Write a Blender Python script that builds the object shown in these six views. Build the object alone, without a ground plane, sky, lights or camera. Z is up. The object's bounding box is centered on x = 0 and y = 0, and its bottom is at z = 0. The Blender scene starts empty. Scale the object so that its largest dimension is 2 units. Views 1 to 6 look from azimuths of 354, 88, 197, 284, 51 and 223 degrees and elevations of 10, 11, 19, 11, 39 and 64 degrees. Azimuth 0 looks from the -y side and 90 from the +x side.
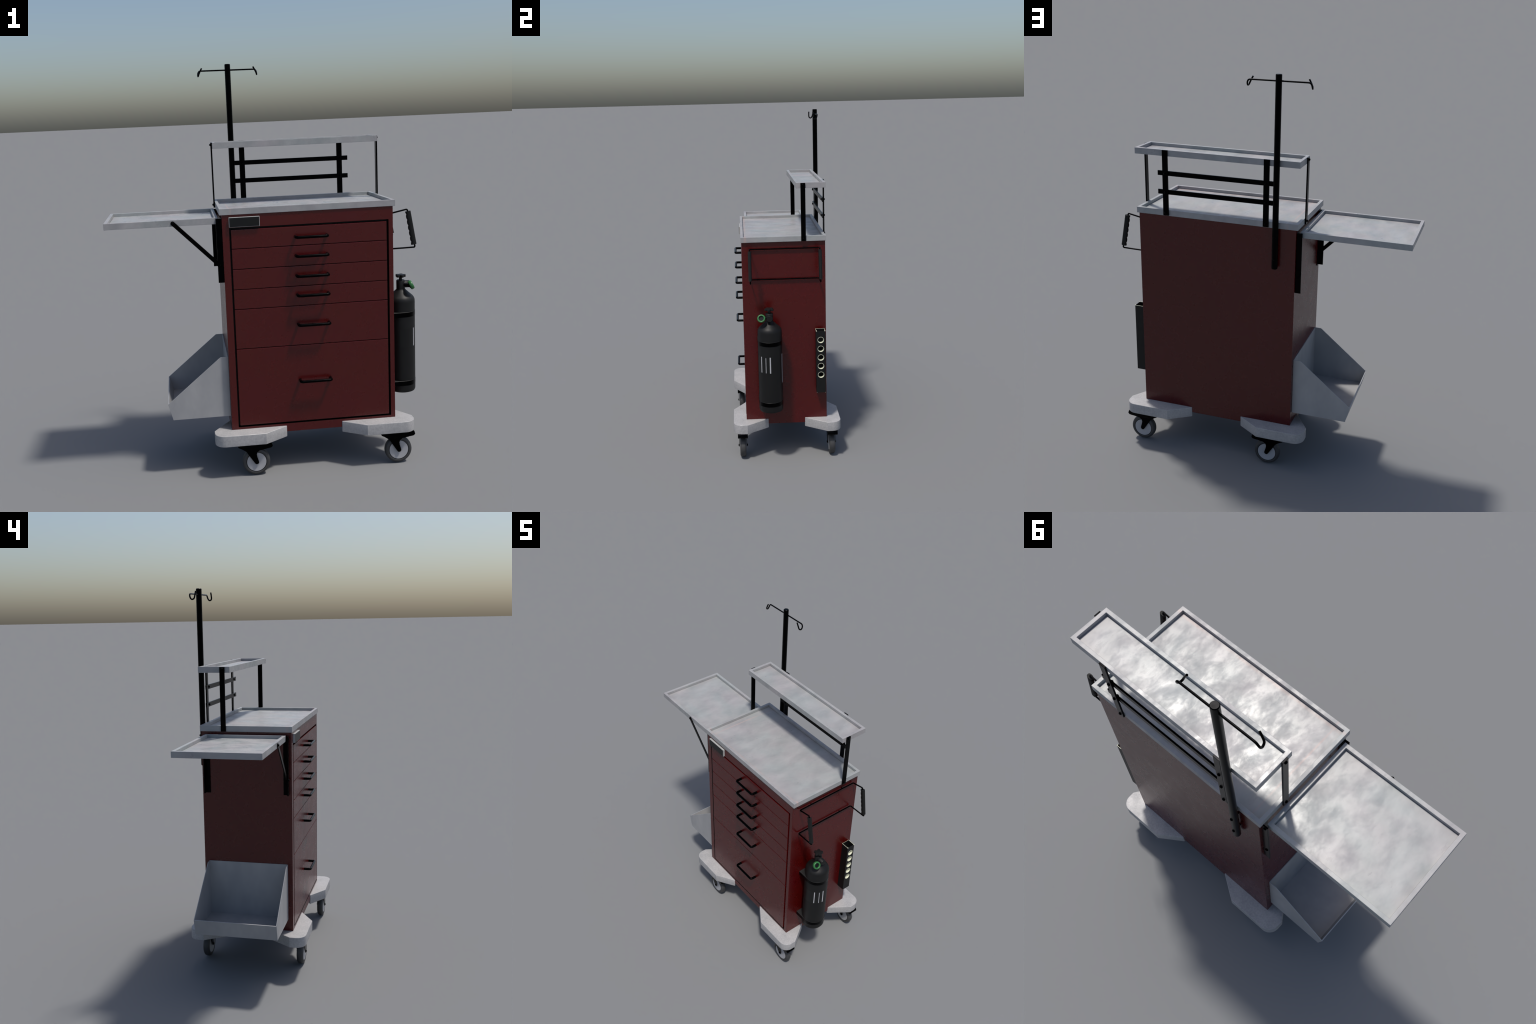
import bpy, bmesh, math, random
from mathutils import Vector, Matrix

random.seed(7)
S = bpy.context.scene
COL = S.collection


# ------------------------------------------------------------------ materials
class Nodes:
    """Tiny wrapper to keep node graphs readable."""
    def __init__(self, name):
        self.mat = bpy.data.materials.new(name)
        self.mat.use_nodes = True
        self.t = self.mat.node_tree
        self.bsdf = self.t.nodes["Principled BSDF"]
        self.obj = self.t.nodes.new("ShaderNodeTexCoord").outputs["Object"]

    def new(self, kind, **inputs):
        n = self.t.nodes.new(kind)
        for k, v in inputs.items():
            n.inputs[k.replace("_", " ")].default_value = v
        return n

    def link(self, a, b):
        self.t.links.new(a, b)

    def mapped(self, scale, rot=(0, 0, 0)):
        m = self.t.nodes.new("ShaderNodeMapping")
        m.inputs["Scale"].default_value = scale
        m.inputs["Rotation"].default_value = rot
        self.link(self.obj, m.inputs["Vector"])
        return m.outputs["Vector"]

    def noise(self, scale, detail=4.0, rough=0.55, vec=None, distort=0.0):
        n = self.new("ShaderNodeTexNoise", Scale=scale, Detail=detail, Roughness=rough, Distortion=distort)
        self.link(vec if vec is not None else self.obj, n.inputs["Vector"])
        return n.outputs["Fac"]

    def ramp(self, fac, stops):
        r = self.t.nodes.new("ShaderNodeValToRGB")
        el = r.color_ramp.elements
        while len(el) < len(stops):
            el.new(0.5)
        for e, (p, c) in zip(el, stops):
            e.position = p
            e.color = c if len(c) == 4 else (*c, 1)
        self.link(fac, r.inputs["Fac"])
        return r.outputs["Color"]

    def mix(self, fac, a, b, blend="MIX"):
        m = self.t.nodes.new("ShaderNodeMix")
        m.data_type = "RGBA"
        m.blend_type = blend
        for sock, val in ((m.inputs[0], fac), (m.inputs[6], a), (m.inputs[7], b)):
            if isinstance(val, (int, float)):
                sock.default_value = val
            elif isinstance(val, tuple):
                sock.default_value = val if len(val) == 4 else (*val, 1)
            else:
                self.link(val, sock)
        return m.outputs[2]

    def remap(self, fac, a, b, c, d):
        m = self.t.nodes.new("ShaderNodeMapRange")
        for i, v in zip((1, 2, 3, 4), (a, b, c, d)):
            m.inputs[i].default_value = v
        self.link(fac, m.inputs[0])
        return m.outputs[0]

    def bump(self, height, strength, dist):
        b = self.new("ShaderNodeBump", Strength=strength, Distance=dist)
        self.link(height, b.inputs["Height"])
        self.link(b.outputs["Normal"], self.bsdf.inputs["Normal"])

    def set(self, **kw):
        for k, v in kw.items():
            s = self.bsdf.inputs[k.replace("_", " ")]
            if isinstance(v, (int, float)):
                s.default_value = v
            elif isinstance(v, tuple):
                s.default_value = v if len(v) == 4 else (*v, 1)
            else:
                self.link(v, s)
        return self.mat


def red_paint():
    n = Nodes("red_paint")
    patch = n.noise(5.0, 3)
    base = n.ramp(patch, [(0.3, (0.064, 0.0022, 0.0010)), (0.7, (0.064, 0.0010, 0.0020))])
    # tiny dark chips scattered in clusters
    vor = n.new("ShaderNodeTexVoronoi", Scale=85.0)
    n.link(n.obj, vor.inputs["Vector"])
    dots = n.remap(vor.outputs["Distance"], 0.06, 0.16, 1.0, 0.0)
    cluster = n.remap(n.noise(9.0, 3), 0.60, 0.70, 0.0, 0.5)
    m = n.t.nodes.new("ShaderNodeMath"); m.operation = "MULTIPLY"
    n.link(dots, m.inputs[0]); n.link(cluster, m.inputs[1])
    col = n.mix(m.outputs[0], base, (0.018, 0.007, 0.007))
    n.bsdf.inputs["Specular IOR Level"].default_value = 0.46
    return n.set(Base_Color=col, Roughness=n.remap(n.noise(14, 3), 0.2, 0.8, 0.24, 0.32))


def tray_steel(pink_lines=False):
    n = Nodes("tray_steel_with_pink_lines" if pink_lines else "brushed_tray_steel")
    v = n.mapped((1.0, 0.55, 1.0), (0, 0, math.radians(8)))
    cloud = n.noise(13.0, 6, 0.6, v, 0.25)
    grey = n.ramp(cloud, [(0.30, (0.262, 0.265, 0.268)), (0.70, (0.356, 0.350, 0.351))])
    hue = n.noise(6.0, 2)
    tint = n.ramp(hue, [(0.34, (0.95, 1.0, 0.995)), (0.5, (1.0, 1.0, 1.0)), (0.66, (1.0, 0.965, 0.98))])
    col = n.mix(1.0, grey, tint, "MULTIPLY")
    rough = n.remap(n.noise(19.0, 8, 0.62, v, 0.2), 0.20, 0.80, 0.80, 0.10)
    if pink_lines:  # two faint pinkish lines across the tray floor
        xyz = n.t.nodes.new("ShaderNodeSeparateXYZ")
        n.link(n.obj, xyz.inputs[0])
        for axis, at, width, amount in ((0, -0.166, 0.006, 0.75), (1, -0.2155, 0.011, 0.8)):
            d = n.t.nodes.new("ShaderNodeMath"); d.operation = "SUBTRACT"
            n.link(xyz.outputs[axis], d.inputs[0]); d.inputs[1].default_value = at
            a = n.t.nodes.new("ShaderNodeMath"); a.operation = "ABSOLUTE"
            n.link(d.outputs[0], a.inputs[0])
            band = n.remap(a.outputs[0], 0.0, width, amount, 0.0)
            w = n.t.nodes.new("ShaderNodeMath"); w.operation = "MULTIPLY"
            n.link(band, w.inputs[0]); n.link(n.remap(n.noise(9, 3), 0.35, 0.6, 0.2, 1.0), w.inputs[1])
            col = n.mix(w.outputs[0], col, (0.41, 0.315, 0.295))
    return n.set(Base_Color=col, Roughness=rough)


def basket_steel():
    n = Nodes("galvanised_basket_sheet")
    v = n.mapped((1.0, 1.0, 0.5))
    cloud = n.noise(11.0, 6, 0.6, v)
    grey = n.ramp(cloud, [(0.3, (0.29, 0.292, 0.30)), (0.7, (0.355, 0.352, 0.355))])
    return n.set(Base_Color=grey, Roughness=n.remap(cloud, 0.3, 0.7, 0.55, 0.42))


def bumper_plastic():
    n = Nodes("mottled_grey_bumper")
    big = n.noise(14.0, 5, 0.6)
    grey = n.ramp(big, [(0.30, (0.300, 0.300, 0.303)), (0.70, (0.425, 0.412, 0.412))])
    grain = n.noise(120.0, 3, 0.6)
    col = n.mix(0.35, grey, n.ramp(grain, [(0.35, (0.25, 0.25, 0.258)), (0.65, (0.44, 0.43, 0.435))]))
    n.bump(grain, 0.12, 0.002)
    return n.set(Base_Color=col, Roughness=n.remap(big, 0.3, 0.7, 0.55, 0.38))


def plain(name, col, rough, metal=0.0, vary=0.0, spec=0.5):
    n = Nodes(name)
    c = col
    if vary:
        f = n.noise(30.0, 4)
        lo = tuple(x * (1 - vary) for x in col)
        hi = tuple(x * (1 + vary) for x in col)
        c = n.ramp(f, [(0.3, lo), (0.7, hi)])
    n.set(Base_Color=c, Roughness=rough, Metallic=metal)
    n.bsdf.inputs["Specular IOR Level"].default_value = spec
    return n.mat


RED = red_paint()
STEEL = tray_steel()
STEEL_PINK_LINES = tray_steel(True)
BASKET = basket_steel()
BUMPER = bumper_plastic()
BLACK = plain("black_metal", (0.0035, 0.0035, 0.0038), 0.31, 1.0, 0.3)
GAP = plain("black_gasket", (0.0012, 0.0014, 0.0016), 0.5, spec=0.25)
RUBBER = plain("tyre_rubber", (0.040, 0.040, 0.041), 0.55, vary=0.1)
WELL = plain("wheel_groove", (0.006, 0.006, 0.007), 0.6)
RIM = plain("wheel_hub_grey", (0.36, 0.36, 0.375), 0.5, vary=0.05)
GRIP = plain("grip_rubber", (0.0085, 0.0088, 0.0088), 0.62, vary=0.1, spec=0.22)
BOTTLE = plain("bottle_black", (0.0062, 0.0062, 0.0063), 0.5, vary=0.12, spec=0.28)
LABEL = plain("bottle_label_black", (0.0060, 0.0063, 0.0063), 0.38, spec=0.30)
WHITE = plain("label_white_line", (0.40, 0.40, 0.42), 0.5)
GREEN = plain("gauge_green", (0.024, 0.135, 0.036), 0.4, vary=0.1)
GLASS = plain("gauge_face_dark", (0.004, 0.004, 0.006), 0.4, spec=0.2)
HOLDER = plain("holder_black", (0.0060, 0.0063, 0.0064), 0.45, vary=0.08, spec=0.28)
CLAMP_SUN_TINT = plain("clamp_top_sun_lightened", (0.016, 0.016, 0.0165), 0.5, vary=0.1, spec=0.3)
CREAM = plain("cream_edge", (0.66, 0.67, 0.52), 0.5)
PLATE_EDGE = plain("plate_frame_grey", (0.36, 0.365, 0.36), 0.42)
PLATE = plain("plate_face_black", (0.0065, 0.0068, 0.0068), 0.40, spec=0.3)


# ------------------------------------------------------------------ mesh tools
def finish(bm, name, mats, parent=None, smooth=None, loc=None):
    bmesh.ops.recalc_face_normals(bm, faces=bm.faces)
    me = bpy.data.meshes.new(name)
    bm.to_mesh(me)
    bm.free()
    for m in (mats if isinstance(mats, (list, tuple)) else [mats]):
        me.materials.append(m)
    if smooth is not None:
        me.shade_smooth()
        me.set_sharp_from_angle(angle=math.radians(smooth))
    ob = bpy.data.objects.new(name, me)
    COL.objects.link(ob)
    if parent:
        ob.parent = parent
    if loc:
        ob.location = loc
    return ob


def add_box(bm, x0, x1, y0, y1, z0, z1, bevel=0.0, seg=2, mat=0):
    g = bmesh.ops.create_cube(bm, size=1.0)
    vs = g["verts"]
    for v in vs:
        v.co = Vector(((x0 + x1) / 2 + v.co.x * (x1 - x0),
                       (y0 + y1) / 2 + v.co.y * (y1 - y0),
                       (z0 + z1) / 2 + v.co.z * (z1 - z0)))
    fs = {f for v in vs for f in v.link_faces}
    for f in fs:
        f.material_index = mat
    if bevel:
        es = list({e for v in vs for e in v.link_edges})
        bmesh.ops.bevel(bm, geom=es, offset=bevel, segments=seg, profile=0.6, affect="EDGES")


def add_prism(bm, pts, to3d, depth_vec, bevel=0.0, seg=2, mat=0, angle=20):
    """Extrude a closed outline (2D points mapped by to3d) along depth_vec."""
    vs = [bm.verts.new(to3d(*p)) for p in pts]
    f = bm.faces.new(vs)
    f.material_index = mat
    r = bmesh.ops.extrude_face_region(bm, geom=[f])
    top = [v for v in r["geom"] if isinstance(v, bmesh.types.BMVert)]
    bmesh.ops.translate(bm, verts=top, vec=Vector(depth_vec))
    fs = {g for v in vs + top for g in v.link_faces}
    for g in fs:
        g.material_index = mat
    bmesh.ops.recalc_face_normals(bm, faces=list(fs))
    if bevel:
        caps = [e for e in {e for v in vs + top for e in v.link_edges}
                if len(e.link_faces) == 2 and e.calc_face_angle(0) > math.radians(angle)]
        bmesh.ops.bevel(bm, geom=caps, offset=bevel, segments=seg, profile=0.6, affect="EDGES")


def add_lathe(bm, profile, centre, axis="z", steps=40, mat=0, mats=None):
    """Revolve (radius, height) profile about an axis through centre."""
    c = Vector(centre)
    frames = {"z": (Vector((1, 0, 0)), Vector((0, 1, 0)), Vector((0, 0, 1))),
              "y": (Vector((1, 0, 0)), Vector((0, 0, 1)), Vector((0, 1, 0))),
              "x": (Vector((0, 1, 0)), Vector((0, 0, 1)), Vector((1, 0, 0)))}
    if isinstance(axis, str):
        u, v, w = frames[axis]
    else:
        w = Vector(axis).normalized()
        u = w.orthogonal().normalized()
        v = w.cross(u)
    rings = []
    for r, h in profile:
        if r < 1e-6:
            rings.append([bm.verts.new(c + w * h)])
        else:
            rings.append([bm.verts.new(c + w * h + (u * math.cos(a) + v * math.sin(a)) * r)
                          for a in (2 * math.pi * i / steps for i in range(steps))])
    for k, (a, b) in enumerate(zip(rings, rings[1:])):
        mi = mats[k] if mats else mat
        for i in range(steps):
            j = (i + 1) % steps
            if len(a) == 1 and len(b) == 1:
                continue
            if len(a) == 1:
                f = bm.faces.new((a[0], b[i], b[j]))
            elif len(b) == 1:
                f = bm.faces.new((a[i], a[j], b[0]))
            else:
                f = bm.faces.new((a[i], a[j], b[j], b[i]))
            f.material_index = mi


def rounded(path, radius, n=6):
    """Replace the inner corners of a polyline by arcs."""
    pts = [Vector(p) for p in path]
    out = [pts[0]]
    for a, b, c in zip(pts, pts[1:], pts[2:]):
        d1, d2 = (a - b).normalized(), (c - b).normalized()
        half = d1.angle(d2) / 2
        t = min(radius / math.tan(half), (a - b).length * 0.49, (c - b).length * 0.49)
        p, q = b + d1 * t, b + d2 * t
        for i in range(n + 1):
            s = i / n
            out.append(p * (1 - s) ** 2 + b * 2 * s * (1 - s) + q * s * s)
    out.append(pts[-1])
    return out


def smooth_path(ctrl, n=6):
    """Catmull-Rom through the control points."""
    p = [Vector(c) for c in ctrl]
    p = [p[0] * 2 - p[1]] + p + [p[-1] * 2 - p[-2]]
    out = []
    for i in range(1, len(p) - 2):
        for k in range(n):
            t = k / n
            a, b, c, d = p[i - 1], p[i], p[i + 1], p[i + 2]
            out.append(0.5 * (2 * b + (c - a) * t + (2 * a - 5 * b + 4 * c - d) * t * t
                              + (3 * b - a - 3 * c + d) * t ** 3))
    out.append(p[-2])
    return out


def add_tube(bm, path, radius, steps=12, mat=0):
    pts = [Vector(p) for p in path]
    tang = []
    for i in range(len(pts)):
        a = pts[max(0, i - 1)]
        b = pts[min(len(pts) - 1, i + 1)]
        tang.append((b - a).normalized())
    u = tang[0].orthogonal().normalized()
    rings = []
    for p, t in zip(pts, tang):
        u = (u - t * u.dot(t)).normalized()
        w = t.cross(u)
        rings.append([bm.verts.new(p + (u * math.cos(a) + w * math.sin(a)) * radius)
                      for a in (2 * math.pi * i / steps for i in range(steps))])
    for a, b in zip(rings, rings[1:]):
        for i in range(steps):
            j = (i + 1) % steps
            bm.faces.new((a[i], a[j], b[j], b[i])).material_index = mat
    for ring in (rings[0], rings[-1]):
        bm.faces.new(ring).material_index = mat


XZ = lambda y: (lambda a, b: Vector((a, y, b)))
XY = lambda z: (lambda a, b: Vector((a, b, z)))

# ------------------------------------------------------------------ the cart
cart = bpy.data.objects.new("medical_cart", None)
cart["label"] = "dark red hospital drawer cart with grey trays and pole"
cart["category"] = "medical cart"
COL.objects.link(cart)

# cabinet extents
CX0, CX1, CY, CZ0, CZ1 = -0.2080, 0.6086, 0.2365, 0.1935, 1.2812
# drawer opening
OX0, OX1, OZ0, OZ1 = -0.1755, 0.5870, 0.2355, 1.2190

# --- cabinet: closed carcass with a shallow black-lined opening in front
bm = bmesh.new()
add_box(bm, CX0, CX1, -CY, CY, CZ0, CZ1)
front = min(bm.faces, key=lambda f: f.calc_center_median().y)
bmesh.ops.delete(bm, geom=[front], context="FACES_ONLY")
outer = [bm.verts.new((x, -CY, z)) for x, z in ((CX0, CZ0), (CX1, CZ0), (CX1, CZ1), (CX0, CZ1))]
bmesh.ops.remove_doubles(bm, verts=bm.verts, dist=1e-6)
bm.verts.ensure_lookup_table()
outer = [min(bm.verts, key=lambda v: (v.co - Vector((x, -CY, z))).length)
         for x, z in ((CX0, CZ0), (CX1, CZ0), (CX1, CZ1), (CX0, CZ1))]
hole = ((OX0, OZ0), (OX1, OZ0), (OX1, OZ1), (OX0, OZ1))
inner = [bm.verts.new((x, -CY, z)) for x, z in hole]
deep = [bm.verts.new((x, -CY + 0.022, z)) for x, z in hole]
for i in range(4):
    j = (i + 1) % 4
    bm.faces.new((outer[i], outer[j], inner[j], inner[i]))
    bm.faces.new((inner[i], inner[j], deep[j], deep[i])).material_index = 1
bm.faces.new(deep).material_index = 1
corner = [e for e in bm.edges if e.verts[0] not in deep and e.verts[1] not in deep
          and len(e.link_faces) == 2 and e.calc_face_angle(0) > 1.0
          and not (e.verts[0] in inner and e.verts[1] in inner)]
bmesh.ops.recalc_face_normals(bm, faces=bm.faces)
bmesh.ops.bevel(bm, geom=corner, offset=0.0018, segments=2, profile=0.6, affect="EDGES")
cabinet = finish(bm, "cabinet", [RED, GAP], cart)

# --- drawers with bent-rod handles
DX0, DX1 = -0.1672, 0.5768
splits = [1.2092, 1.1178, 1.0200, 0.9220, 0.8256, 0.6300, 0.2440]
handle_z = [1.1635, 1.0728, 0.9767, 0.8828, 0.7380, 0.4570]
handle_path = rounded([(-0.0748, 0.002, 0), (-0.0748, -0.0352, 0), (0.0748, -0.0352, 0), (0.0748, 0.002, 0)], 0.011, 6)
hbm = bmesh.new()
add_tube(hbm, handle_path, 0.0071, 14)
handle_mesh = None
for i in range(6):
    z1 = splits[i] - (0.0 if i == 0 else 0.0014)
    z0 = splits[i + 1] + (0.0 if i == 5 else 0.0014)
    bm = bmesh.new()
    add_box(bm, DX0, DX1, -CY - 0.0012, -CY + 0.0185, z0, z1, 0.0019, 2)
    d = finish(bm, "drawer", RED, cart)
    if handle_mesh is None:
        h = finish(hbm, "handle", BLACK, d, 40)
        handle_mesh = h.data
    else:
        h = bpy.data.objects.new("handle", handle_mesh)
        COL.objects.link(h)
        h.parent = d
    h.location = (0.2105, -CY - 0.0012, handle_z[i] - 0.0022)

# --- name plate
bm = bmesh.new()
px0, px1, pz0, pz1, py = -0.1755, -0.0310, 1.2225, 1.2690, -0.2480
add_box(bm, px0, px1, py, -CY + 0.001, pz0, pz1, 0.0012, 2)
plate = finish(bm, "name_plate", PLATE_EDGE, cart)
bm = bmesh.new()
add_box(bm, px0 + 0.0022, px1 - 0.0022, py - 0.0008, py + 0.002, pz0 + 0.0015, pz1 - 0.0020, 0.0004, 1)
finish(bm, "plate_face", PLATE, plate)


# --- trays: a slab with a raised rim
def tray(name, x0, x1, y0, y1, z0, z1, rim, depth, mat=STEEL):
    bm = bmesh.new()
    add_box(bm, x0, x1, y0, y1, z0, z1)
    top = max(bm.faces, key=lambda f: f.calc_center_median().z)
    r = bmesh.ops.inset_region(bm, faces=[top], thickness=rim, use_even_offset=True)
    bmesh.ops.recalc_face_normals(bm, faces=bm.faces)
    ex = bmesh.ops.extrude_face_region(bm, geom=[top])
    bmesh.ops.delete(bm, geom=[top], context="FACES_ONLY") if top.is_valid else None
    vs = [v for v in ex["geom"] if isinstance(v, bmesh.types.BMVert)]
    bmesh.ops.translate(bm, verts=vs, vec=(0, 0, -depth))
    bmesh.ops.recalc_face_normals(bm, faces=bm.faces)
    es = [e for e in bm.edges if len(e.link_faces) == 2 and e.is_convex
          and e.calc_face_angle(0) > math.radians(40)]
    bmesh.ops.bevel(bm, geom=es, offset=0.0012, segments=2, profile=0.6, affect="EDGES")
    # inset floor slab, leaving a thin dark line along the rim
    g = rim + 0.0011
    add_box(bm, x0 + g, x1 - g, y0 + g, y1 - g, z0 + 0.004, z1 - depth + 0.0030, 0.0005, 1)
    return finish(bm, name, mat, cart)


tray("top_tray", -0.2185, 0.6195, -0.2405, 0.2405, 1.2808, 1.3105, 0.0155, 0.0190, STEEL_PINK_LINES)
tray("upper_shelf", -0.2190, 0.6195, 0.0755, 0.2410, 1.5790, 1.6095, 0.0155, 0.0190)
tray("side_tray", -0.7550, -0.2235, -0.2108, 0.2095, 1.2375, 1.2672, 0.0165, 0.0190)

# --- bolts (one shared mesh, axis +y)
bolt_bm = bmesh.new()
add_lathe(bolt_bm, [(0, 0.0058), (0.0030, 0.0053), (0.0055, 0.0036), (0.0064, 0.0012), (0.0064, -0.001), (0, -0.001)],
          (0, 0, 0), "y", 14)
bolt_mesh = None


def bolt(loc, rot, parent):
    global bolt_mesh
    if bolt_mesh is None:
        o = finish(bolt_bm, "bolt", BLACK, parent, 50)
        bolt_mesh = o.data
    else:
        o = bpy.data.objects.new("bolt", bolt_mesh)
        COL.objects.link(o)
        o.parent = parent
    o.location = loc
    o.rotation_euler = (0, 0, rot)


def strip(name, x0, x1, y0, y1, z0, z1):
    bm = bmesh.new()
    add_box(bm, x0, x1, y0, y1, z0, z1, 0.0009, 2)
    return finish(bm, name, BLACK, cart)


# shelf posts on the two short sides
for side, xa, xb in ((1, 0.6196, 0.6268), (-1, -0.2262, -0.2190)):
    p = strip("shelf_post", xa, xb, 0.1002, 0.1268, 1.2820, 1.6085)
    for z in (1.5975, 1.2962):
        bolt((xb if side > 0 else xa, 0.1130, z), -side * math.pi / 2, p)
# shelf posts along the back
for x in (0.4575, -0.0592):
    p = strip("shelf_post", x - 0.0142, x + 0.0142, 0.2412, 0.2484, 1.2840, 1.6100)
    for z in (1.4945, 1.4018, 1.2980):
        bolt((x + 0.001, 0.2484, z), 0, p)
# accessory rails
for z in (1.4950, 1.4018):
    r = strip("accessory_rail", -0.1005, 0.4998, 0.2336, 0.2410, z - 0.0118, z + 0.0118)
    for x in (0.4575, -0.0592):
        bolt((x + 0.001, 0.2336, z), math.pi, r)

# --- infusion pole with hook bar
PX, PY, PR = -0.1115, 0.2572, 0.0148
bm = bmesh.new()
add_lathe(bm, [(0, 1.0830), (PR - 0.0025, 1.0830), (PR, 1.0855), (PR, 1.9975), (PR - 0.0025, 2.0), (0, 2.0)],
          (PX, PY, 0), "z", 28)
pole = finish(bm, "infusion_pole", BLACK, cart, 40)
for z in (1.2432, 1.1368):
    bolt((PX, PY + PR - 0.0005, z), 0, pole)
    strut_bm = bmesh.new()
    add_lathe(strut_bm, [(0, 0.2360), (0.0045, 0.2360), (0.0045, PY), (0, PY)], (PX, 0, z), "y", 12)
    finish(strut_bm, "standoff", BLACK, pole, 40)
bm = bmesh.new()
HZ, MX = 1.9697, -0.1138
hook = [(0.1325, 0.2575, HZ), (0.1400, 0.2577, HZ - 0.0008), (0.1455, 0.2576, HZ - 0.0040),
        (0.1495, 0.2566, HZ - 0.0110), (0.1512, 0.2535, HZ - 0.0200), (0.1512, 0.2480, HZ - 0.0265),
        (0.1505, 0.2430, HZ - 0.0275), (0.1488, 0.2368, HZ - 0.0245), (0.1462, 0.2335, HZ - 0.0170),
        (0.1385, 0.2324, HZ - 0.0010), (0.1308, 0.2320, HZ + 0.0120)]
right = smooth_path([(MX + a, b, c) for a, b, c in hook], 5)
left = smooth_path([(MX - a, b, c) for a, b, c in hook], 5)
add_tube(bm, list(reversed(left)) + right, 0.0039, 12)
finish(bm, "hook_bar", BLACK, pole, 60)

# --- fold-out tray brackets and strut
for s in (-1, 1):
    outline = [(-0.2075, s * 0.2225), (-0.2355, s * 0.2225), (-0.2355, s * 0.2165),
               (-0.2125, s * 0.2165), (-0.2125, s * 0.1935), (-0.2075, s * 0.1935)]
    bm = bmesh.new()
    add_prism(bm, outline, XY(0.9580), (0, 0, 1.2632 - 0.9580), 0.0009, 1)
    br = finish(bm, "angle_bracket", BLACK, cart)
    for z in (1.2490, 1.0394):
        bolt((-0.2238, s * 0.2225, z), 0 if s > 0 else math.pi, br)
bm = bmesh.new()
a, b = Vector((-0.4358, 1.2520)), Vector((-0.2245, 1.0394))
d = (b - a).normalized(); nrm = Vector((-d.y, d.x)); w = 0.0098
cap = [a + (-d * math.cos(t) + nrm * math.sin(t)) * w for t in [math.radians(-90 + 22.5 * i) for i in range(9)]]
cap += [b + (d * math.cos(t) - nrm * math.sin(t)) * w for t in [math.radians(-90 + 22.5 * i) for i in range(9)]]
add_prism(bm, [(p.x, p.y) for p in cap], XZ(-0.2158), (0, 0.0046, 0), 0.0006, 1)
strut = finish(bm, "tray_strut", BLACK, cart, 35)
bolt((a.x, -0.2156, a.y), math.pi, strut)

# --- catalogue basket: sheet-metal bin on the side
BY0, BY1, T = -0.2118, 0.2108, 0.0032
prof = [(-0.2085, 0.2885), (-0.4900, 0.2885), (-0.5108, 0.3705), (-0.2480, 0.5870), (-0.2440, 0.5888), (-0.2085, 0.5888)]
bm = bmesh.new()
for y in (BY0, BY1 - T):
    add_prism(bm, prof, XZ(y), (0, T, 0), 0.0006, 1)
yi0, yi1 = BY0 + T, BY1 - T
add_prism(bm, [(-0.2085, 0.2890), (-0.2118, 0.2890), (-0.2118, 0.5886), (-0.2085, 0.5886)], XZ(yi0), (0, yi1 - yi0, 0))
add_prism(bm, [(-0.2118, 0.2888), (-0.4890, 0.2888), (-0.4890, 0.2985), (-0.2118, 0.2985)], XZ(yi0), (0, yi1 - yi0, 0))
add_prism(bm, [(-0.4890, 0.2890), (-0.4897, 0.2890), (-0.5104, 0.3702), (-0.5060, 0.3713), (-0.4870, 0.2960)],
          XZ(yi0), (0, yi1 - yi0, 0))
finish(bm, "side_basket", BASKET, cart)


# --- corner bumpers
def bumper_outline():
    """Plan of the front right corner (x outward, y towards the front), relative to cart centre x = 0.2."""
    pts = [(0.1380, 0.2340), (0.1385, 0.2390), (0.2490, 0.3120)]
    cx, cy, r = 0.4420, 0.2600, 0.0520
    for i in range(11):
        t = math.radians(90 - 9 * i)
        pts.append((cx + r * math.cos(t), cy + r * math.sin(t)))
    pts += [(0.4940, 0.2320), (0.4090, 0.1080), (0.4040, 0.1070)]
    return pts


for sx in (-1, 1):
    for sy in (-1, 1):
        bm = bmesh.new()
        add_prism(bm, [(0.2 + sx * a, sy * b) for a, b in bumper_outline()], XY(0.1690), (0, 0, 0.2242 - 0.1690), 0.0030, 3, angle=50)
        finish(bm, "corner_bumper", BUMPER, cart, 30)

# --- casters (wheel axle along y, trailing towards +x)
WR, WH = 0.0676, 0.0178


def caster(x, y):
    root_bm = bmesh.new()
    # crown and brake pedal: outline in side view, relative to the axle
    crown = [(-0.0880, 0.1690 - 0.0676), (-0.0880, 0.0835), (-0.0600, 0.0680), (-0.0450, 0.0620), (-0.030, 0.0625),
             (0.0100, 0.0690), (0.0250, 0.0672), (0.0560, 0.0690), (0.0740, 0.0735), (0.0815, 0.0815),
             (0.0770, 0.0960), (0.0700, 0.1014)]
    top = [(a, b if b > 0.0700 else 0.0705) for a, b in crown]
    add_prism(root_bm, top, XZ(-0.0290), (0, 0.0580, 0), 0.0022, 2, angle=40)
    # fork cheeks
    cheek = [(-0.0860, 0.0900), (-0.0860, 0.0835), (-0.0480, 0.0580), (-0.0350, 0.0360), (-0.0095, -0.0030),
             (-0.0050, -0.0085), (0.0005, -0.0098), (0.0070, -0.0080), (0.0112, -0.0015), (0.0100, 0.0060),
             (0.0035, 0.0280), (0.0015, 0.0410), (0.0055, 0.0525), (0.0180, 0.0620), (0.0520, 0.0670), (0.0520, 0.0900)]
    for s in (-1, 1):
        yy = 0.0205 if s > 0 else -0.0235
        add_prism(root_bm, cheek, XZ(yy), (0, 0.0030, 0), 0.0007, 1, angle=40)
        add_lathe(root_bm, [(0.0068, s * 0.0225), (0.0068, s * 0.0258), (0.0045, s * 0.0275), (0, s * 0.0278)], (0, 0, 0), "y", 16)
    fork = finish(root_bm, "caster", BLACK, cart, 35)
    fork.location = (x, y, WR)
    return fork


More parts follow.
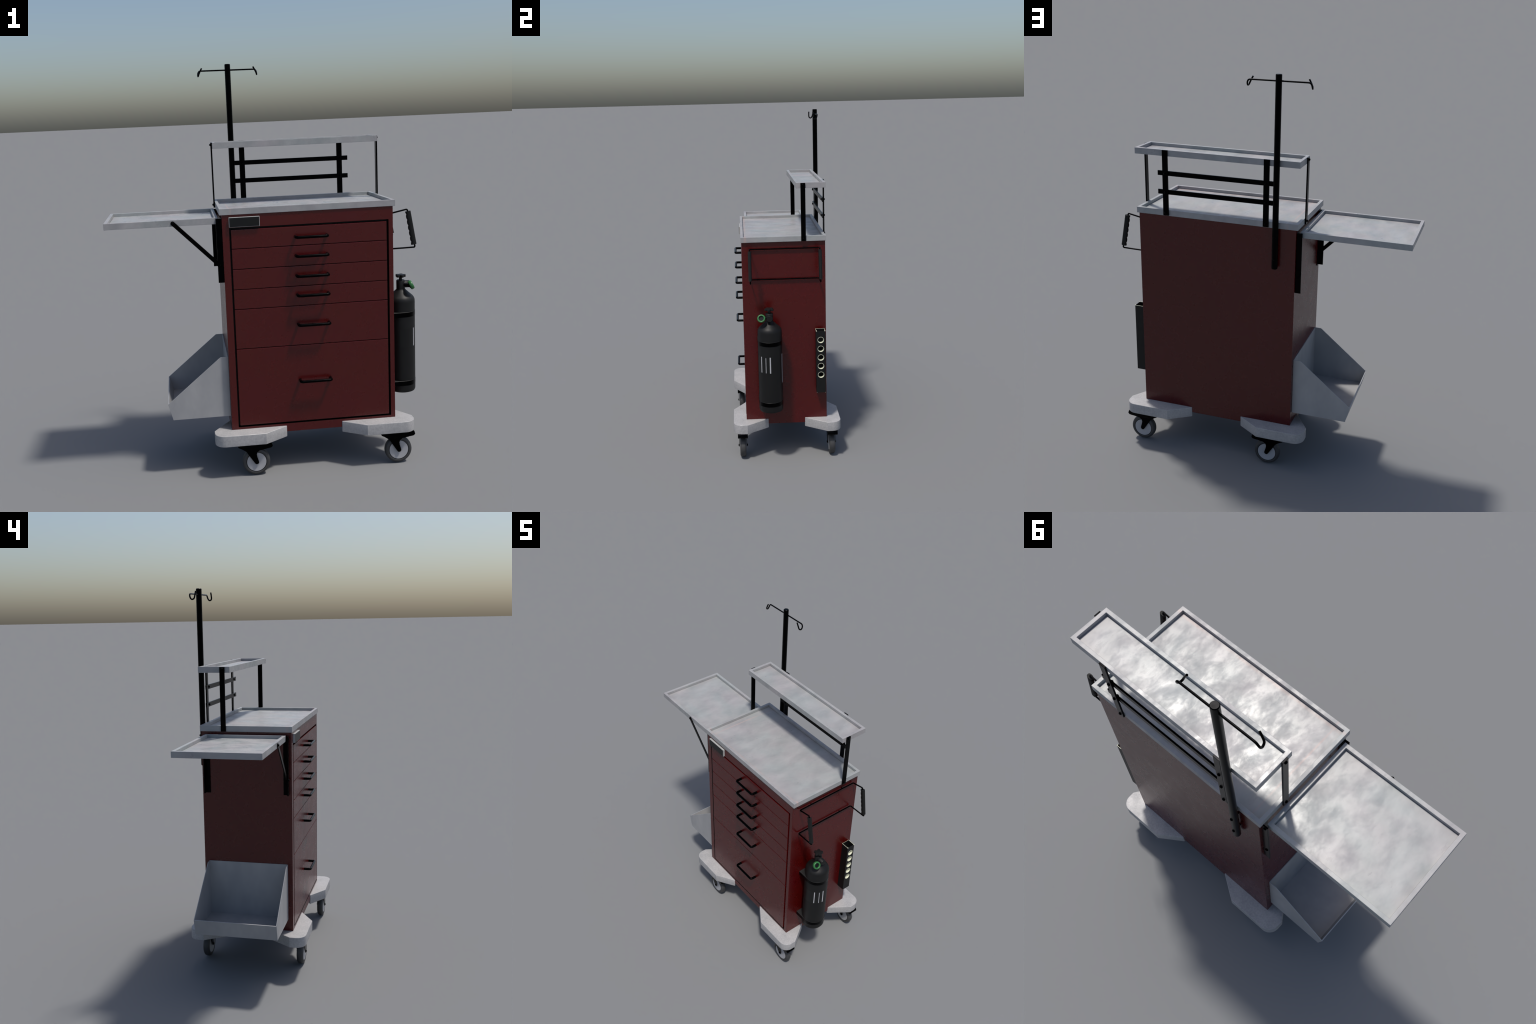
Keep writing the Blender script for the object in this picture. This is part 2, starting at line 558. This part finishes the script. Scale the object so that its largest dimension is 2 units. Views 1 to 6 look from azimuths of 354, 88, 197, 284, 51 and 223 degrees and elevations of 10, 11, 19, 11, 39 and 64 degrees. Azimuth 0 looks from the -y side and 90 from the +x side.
tyre_bm = bmesh.new()
half = [(0.0505, WH - 0.0015), (0.0540, WH), (0.0600, WH - 0.0006), (0.0645, WH - 0.0040), (0.0668, WH - 0.0085), (WR, WH - 0.0130)]
prof_t = half + [(r, -h) for r, h in reversed(half)]
add_lathe(tyre_bm, prof_t, (0, 0, 0), "y", 64)
rim_bm = bmesh.new()
face = [(0, WH - 0.0045), (0.0120, WH - 0.0042), (0.0440, WH - 0.0012), (0.0468, WH - 0.0010), (0.0476, WH - 0.0030)]
groove = [(0.0482, WH - 0.0045), (0.0506, WH - 0.0040)]
prof_r = face + groove + [(r, -h) for r, h in reversed(face + groove)]
mats = [0] * 4 + [1] * 5 + [0] * 4
add_lathe(rim_bm, prof_r, (0, 0, 0), "y", 64, mats=[0, 0, 0, 0, 1, 1, 1, 1, 1, 0, 0, 0, 0])
tyre_me = rim_me = None
for x in (-0.0985, 0.6125):
    for y in (-0.2615, 0.2615):
        c = caster(x, y)
        if tyre_me is None:
            t = finish(tyre_bm, "tyre", RUBBER, c, 40)
            r = finish(rim_bm, "wheel_rim", [RIM, WELL], c, 30)
            tyre_me, rim_me = t.data, r.data
        else:
            for nm, me in (("tyre", tyre_me), ("wheel_rim", rim_me)):
                o = bpy.data.objects.new(nm, me)
                COL.objects.link(o)
                o.parent = c

# --- push handle on the right side
bm = bmesh.new()
WX = 0.6165
gy0, gy1 = -0.1928, 0.1975
for ztop in (True, False):
    if ztop:
        path = [(0.6950, gy0, 1.2440), (0.6905, gy0, 1.2560), (WX, gy0, 1.2412), (WX, gy1, 1.2412),
                (0.6905, gy1, 1.2560), (0.6950, gy1, 1.2440)]
        rad = 0.0060
    else:
        path = [(0.7270, gy0, 1.0840), (0.7295, gy0, 1.0685), (WX, gy0, 1.0666), (WX, gy1, 1.0666),
                (0.7295, gy1, 1.0685), (0.7270, gy1, 1.0840)]
        rad = 0.0090
    add_tube(bm, rounded(path, rad, 5), 0.0040, 12)
for y in (-0.11, 0.115):
    for z in (1.2412, 1.0666):
        add_lathe(bm, [(0.0026, 0.6070), (0.0026, WX)], (0, y, z), "x", 10)
frame = finish(bm, "push_handle", BLACK, cart, 50)
# finger-grooved grips: stack of oval rings, scalloped on the cabinet side
g_bm = bmesh.new()
g0, g1 = Vector((0.6950, 0, 1.2458)), Vector((0.7235, 0, 1.0830))
gd = (g1 - g0).normalized()
gu = Vector((-gd.z, 0, gd.x))  # outward
if gu.x < 0:
    gu = -gu
gl = (g1 - g0).length
rings = []
N, M = 72, 20
for i in range(N + 1):
    s = i / N
    c = g0 + gd * (gl * s)
    scal = 0.0042 * abs(math.cos(math.pi * 6 * s)) ** 0.8 if True else 0
    inner_r = 0.0096 + 0.0036 * (1 - (1 - abs(math.sin(math.pi * (6 * s + 0.5)))) ** 1.4)
    ring = []
    for k in range(M):
        t = 2 * math.pi * k / M
        ru = 0.0132 if math.cos(t) > 0 else inner_r
        ex = math.copysign(abs(math.cos(t)) ** 0.75, math.cos(t))
        ey = math.copysign(abs(math.sin(t)) ** 0.75, math.sin(t))
        ring.append(g_bm.verts.new(c + gu * (ru * ex) + Vector((0, 0.0093 * ey, 0))))
    rings.append(ring)
for a_, b_ in zip(rings, rings[1:]):
    for k in range(M):
        j = (k + 1) % M
        g_bm.faces.new((a_[k], a_[j], b_[j], b_[k]))
for ring in (rings[0], rings[-1]):
    g_bm.faces.new(ring)
grip = finish(g_bm, "grip", GRIP, frame, 50)
grip.location = (0, gy0, 0)
grip2 = grip.copy()
COL.objects.link(grip2)
grip2.location = (0, gy1, 0)

# --- gas bottle
AX, AY, BR = 0.6858, -0.0918, 0.0688
bm = bmesh.new()
body_prof = [(0, 0.3135), (0.0585, 0.3135), (0.0650, 0.3165), (0.0680, 0.3225), (BR, 0.3300), (BR, 0.7820), (0.0680, 0.7905),
             (0.0648, 0.7995), (0.0590, 0.8075), (0.0505, 0.8150), (0.0400, 0.8240), (0.0300, 0.8335), (0.0225, 0.8405), (0.0215, 0.8440)]
add_lathe(bm, body_prof + [(0, 0.8440)], (AX, AY, 0), "z", 72)
bottle = finish(bm, "gas_bottle", BOTTLE, cart, 35)

# valve body
bm = bmesh.new()
add_lathe(bm, [(0.0213, 0.8380), (0.0213, 0.8845), (0.0190, 0.8880), (0.0085, 0.8885), (0.0078, 0.8890), (0.0078, 0.9050), (0, 0.9050)],
          (0.6850, AY, 0), "z", 32)
add_lathe(bm, [(0, 0.0), (0.0182, 0.0), (0.0182, 0.0420), (0.0165, 0.0445), (0, 0.0450)], (0.6865, AY, 0.8655), "x", 28)
valve = finish(bm, "valve_body", BOTTLE, bottle, 40)
# star knob
bm = bmesh.new()
star = []
for i in range(60):
    t = 2 * math.pi * i / 60
    lobe = 0.5 + 0.5 * math.cos(5 * t + 0.6)
    r = 0.0165 + 0.0098 * lobe ** 0.6
    star.append((0.6850 + r * math.cos(t), AY + r * math.sin(t)))
add_prism(bm, star, XY(0.9030), (0, 0, 0.0128), 0.0018, 2, angle=60)
finish(bm, "valve_knob", BOTTLE, bottle, 45)
# pressure gauge with green ring
gc = Vector((0.7255, -0.1375, 0.8690))
gn = Vector((0.86, -0.10, 0.44)).normalized()
bm = bmesh.new()
add_lathe(bm, [(0.0135, -0.0095), (0.0205, -0.0090), (0.0225, -0.0065), (0.0232, 0.0020), (0.0222, 0.0068), (0.0190, 0.0090), (0.0155, 0.0086),
               (0.0138, 0.0055), (0.0136, -0.0010)], gc, gn, 36)
gauge = finish(bm, "pressure_gauge", GREEN, bottle, 60)
bm = bmesh.new()
add_lathe(bm, [(0.0138, -0.0080), (0.0138, 0.0000), (0, 0.0000)], gc, gn, 32)
add_lathe(bm, [(0.0165, -0.0074), (0.0120, -0.0120), (0, -0.0120)], gc, gn, 32)
add_tube(bm, [Vector((AX + 0.012, AY - 0.006, 0.8655)), gc - gn * 0.009], 0.0085, 16)
finish(bm, "gauge_face", GLASS, gauge, 50)

# clamp collars: flat plate from the wall that closes round the bottle
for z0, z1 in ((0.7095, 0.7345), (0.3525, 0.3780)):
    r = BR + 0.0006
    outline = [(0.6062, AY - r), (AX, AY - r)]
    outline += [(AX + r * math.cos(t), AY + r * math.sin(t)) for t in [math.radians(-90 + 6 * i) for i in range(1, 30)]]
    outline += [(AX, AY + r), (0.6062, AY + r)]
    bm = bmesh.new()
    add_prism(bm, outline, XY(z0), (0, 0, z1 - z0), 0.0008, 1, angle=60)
    for f in bm.faces:  # top coloured a lighter black for the sun falling on it
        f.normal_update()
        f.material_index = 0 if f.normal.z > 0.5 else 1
    clamp = finish(bm, "bottle_clamp", [CLAMP_SUN_TINT, BLACK], bottle, 35)
    bm = bmesh.new()
    add_lathe(bm, [(r - 0.001, z0 + 0.0012), (r + 0.0005, z0 + 0.0014), (r + 0.0005, z1 - 0.0014), (r - 0.001, z1 - 0.0012)], (AX, AY, 0), "z", 72)
    finish(bm, "clamp_band", BLACK, clamp, 35)


# printed label panels and lines: thin curved shells on the bottle
def shell(bm, a0, a1, z0, z1, lift):
    n = max(2, int((a1 - a0) / 4) + 1)
    grid = []
    for r in (BR - 0.0006, BR + lift):
        for z in (z0, z1):
            grid.append([bm.verts.new((AX + r * math.cos(math.radians(a0 + (a1 - a0) * i / n)),
                                       AY + r * math.sin(math.radians(a0 + (a1 - a0) * i / n)), z)) for i in range(n + 1)])
    ib, it, ob_, ot = grid
    for i in range(n):
        bm.faces.new((ob_[i], ob_[i + 1], ot[i + 1], ot[i]))
        bm.faces.new((ot[i], ot[i + 1], it[i + 1], it[i]))
        bm.faces.new((ob_[i + 1], ob_[i], ib[i], ib[i + 1]))
    for i in (0, n):
        bm.faces.new((ob_[i], ot[i], it[i], ib[i]))


bm = bmesh.new()
shell(bm, -112, 8, 0.5540, 0.6510, 0.0003)
shell(bm, 52, 95, 0.4800, 0.6600, 0.0003)
finish(bm, "bottle_label", LABEL, bottle, 30)
for mid, wid, z0, z1 in ((-46.5, 4.2, 0.5565, 0.6490), (-22.8, 2.6, 0.5565, 0.6450), (-2.0, 5.4, 0.5555, 0.6485),
                         (67.5, 2.6, 0.4850, 0.6550), (76.5, 2.6, 0.4850, 0.6550)):
    bm = bmesh.new()
    shell(bm, mid - wid / 2, mid + wid / 2, z0, z1, 0.0007)
    finish(bm, "label_line", WHITE, bottle, 30)

# --- tube holder: open-topped box with five round openings
HX0, HX1, HY0, HY1, HZ0, HZ1 = 0.6066, 0.6585, 0.1742, 0.2262, 0.3950, 0.7645
hole_z = [0.7112, 0.6584, 0.6060, 0.5550, 0.5025]
HYC, HR = 0.2002, 0.0183
W = 0.0024
bm = bmesh.new()
# four thin walls and a floor
add_box(bm, HX0, HX1 - W, HY0, HY0 + W, HZ0, HZ1)
add_box(bm, HX0, HX1 - W, HY1 - W, HY1, HZ0, HZ1)
add_box(bm, HX0, HX0 + W, HY0 + W, HY1 - W, HZ0, HZ1)
add_box(bm, HX0 + W, HX1 - W, HY0 + W, HY1 - W, HZ0, HZ0 + W)
# front wall: cells of quads with a round opening in each
edges = [HZ0] + [0.5 * (hole_z[i] + hole_z[i + 1]) for i in range(4)][::-1] + [HZ1]
zc = hole_z[::-1]
K = 48
for c in range(5):
    z0, z1, hz = edges[c], edges[c + 1], zc[c]
    for xx in (HX1, HX1 - W):
        ring, frm = [], []
        for k in range(K):
            t = 2 * math.pi * (k + 0.5) / K
            cy_, cz_ = math.cos(t), math.sin(t)
            ring.append(bm.verts.new((xx, HYC + HR * cy_, hz + HR * cz_)))
            sc = min(((HY1 - HYC) if cy_ > 0 else (HYC - HY0)) / max(abs(cy_), 1e-6),
                     ((z1 - hz) if cz_ > 0 else (hz - z0)) / max(abs(cz_), 1e-6))
            frm.append(bm.verts.new((xx, HYC + sc * cy_, hz + sc * cz_)))
        for k in range(K):
            j = (k + 1) % K
            bm.faces.new((ring[k], ring[j], frm[j], frm[k]))
        for (sa, sb) in ((1, 1), (1, -1), (-1, 1), (-1, -1)):
            yy = HY1 if sa > 0 else HY0
            zz = z1 if sb > 0 else z0
            near = sorted(frm, key=lambda v: (v.co - Vector((xx, yy, zz))).length)
            va = next(v for v in near if abs(v.co.y - yy) < 1e-6)
            vb = next(v for v in near if abs(v.co.z - zz) < 1e-6)
            bm.faces.new((va, vb, bm.verts.new((xx, yy, zz))))
add_box(bm, HX1 - W, HX1 - 0.00005, HY0, HY0 + 0.0003, HZ0, HZ1)
add_box(bm, HX1 - W, HX1 - 0.00005, HY1 - 0.0003, HY1, HZ0, HZ1)
holder = finish(bm, "tube_holder", HOLDER, cart)
# cream rim on the cut upper edge
bm = bmesh.new()
zt = HZ1
for bx in ((HX0, HX1, HY0, HY0 + 0.0013), (HX0, HX1, HY1 - 0.0013, HY1), (HX0, HX0 + W, HY0 + W, HY1 - W)):
    add_box(bm, *bx, zt - 0.0003, zt + 0.0012)
finish(bm, "holder_edge", CREAM, holder)
bm = bmesh.new()
add_box(bm, HX1 - W, HX1, HY0 + W, HY1 - W, zt - 0.0003, zt + 0.0014)
for yy in (HY0, HY1):
    for z in (HZ1 - 0.0012, HZ0 + 0.0012):
        pass
finish(bm, "holder_front_edge", HOLDER, holder)
# cream corner studs
for yy in (HY0 + 0.0018, HY1 - 0.0018):
    for z, r in ((HZ1 + 0.0002, 0.0030), (HZ0 + 0.0004, 0.0016)):
        bm = bmesh.new()
        bmesh.ops.create_uvsphere(bm, u_segments=12, v_segments=8, radius=r)
        finish(bm, "corner_stud", CREAM, holder, 60, (HX1 - 0.0012, yy, z))
# cream sleeves in the openings
sleeve_me = None
for z in hole_z:
    if sleeve_me is None:
        bm = bmesh.new()
        add_lathe(bm, [(HR, -0.0180), (HR, 0.0005), (HR - 0.0008, 0.0008), (HR - 0.0018, 0.0004), (HR - 0.0022, -0.0020),
                       (HR - 0.0022, -0.0180), (HR, -0.0180)], (0, 0, 0), "x", 40)
        o = finish(bm, "holder_ring", CREAM, holder, 40)
        sleeve_me = o.data
    else:
        o = bpy.data.objects.new("holder_ring", sleeve_me)
        COL.objects.link(o)
        o.parent = holder
    o.location = (HX1, HYC, z)
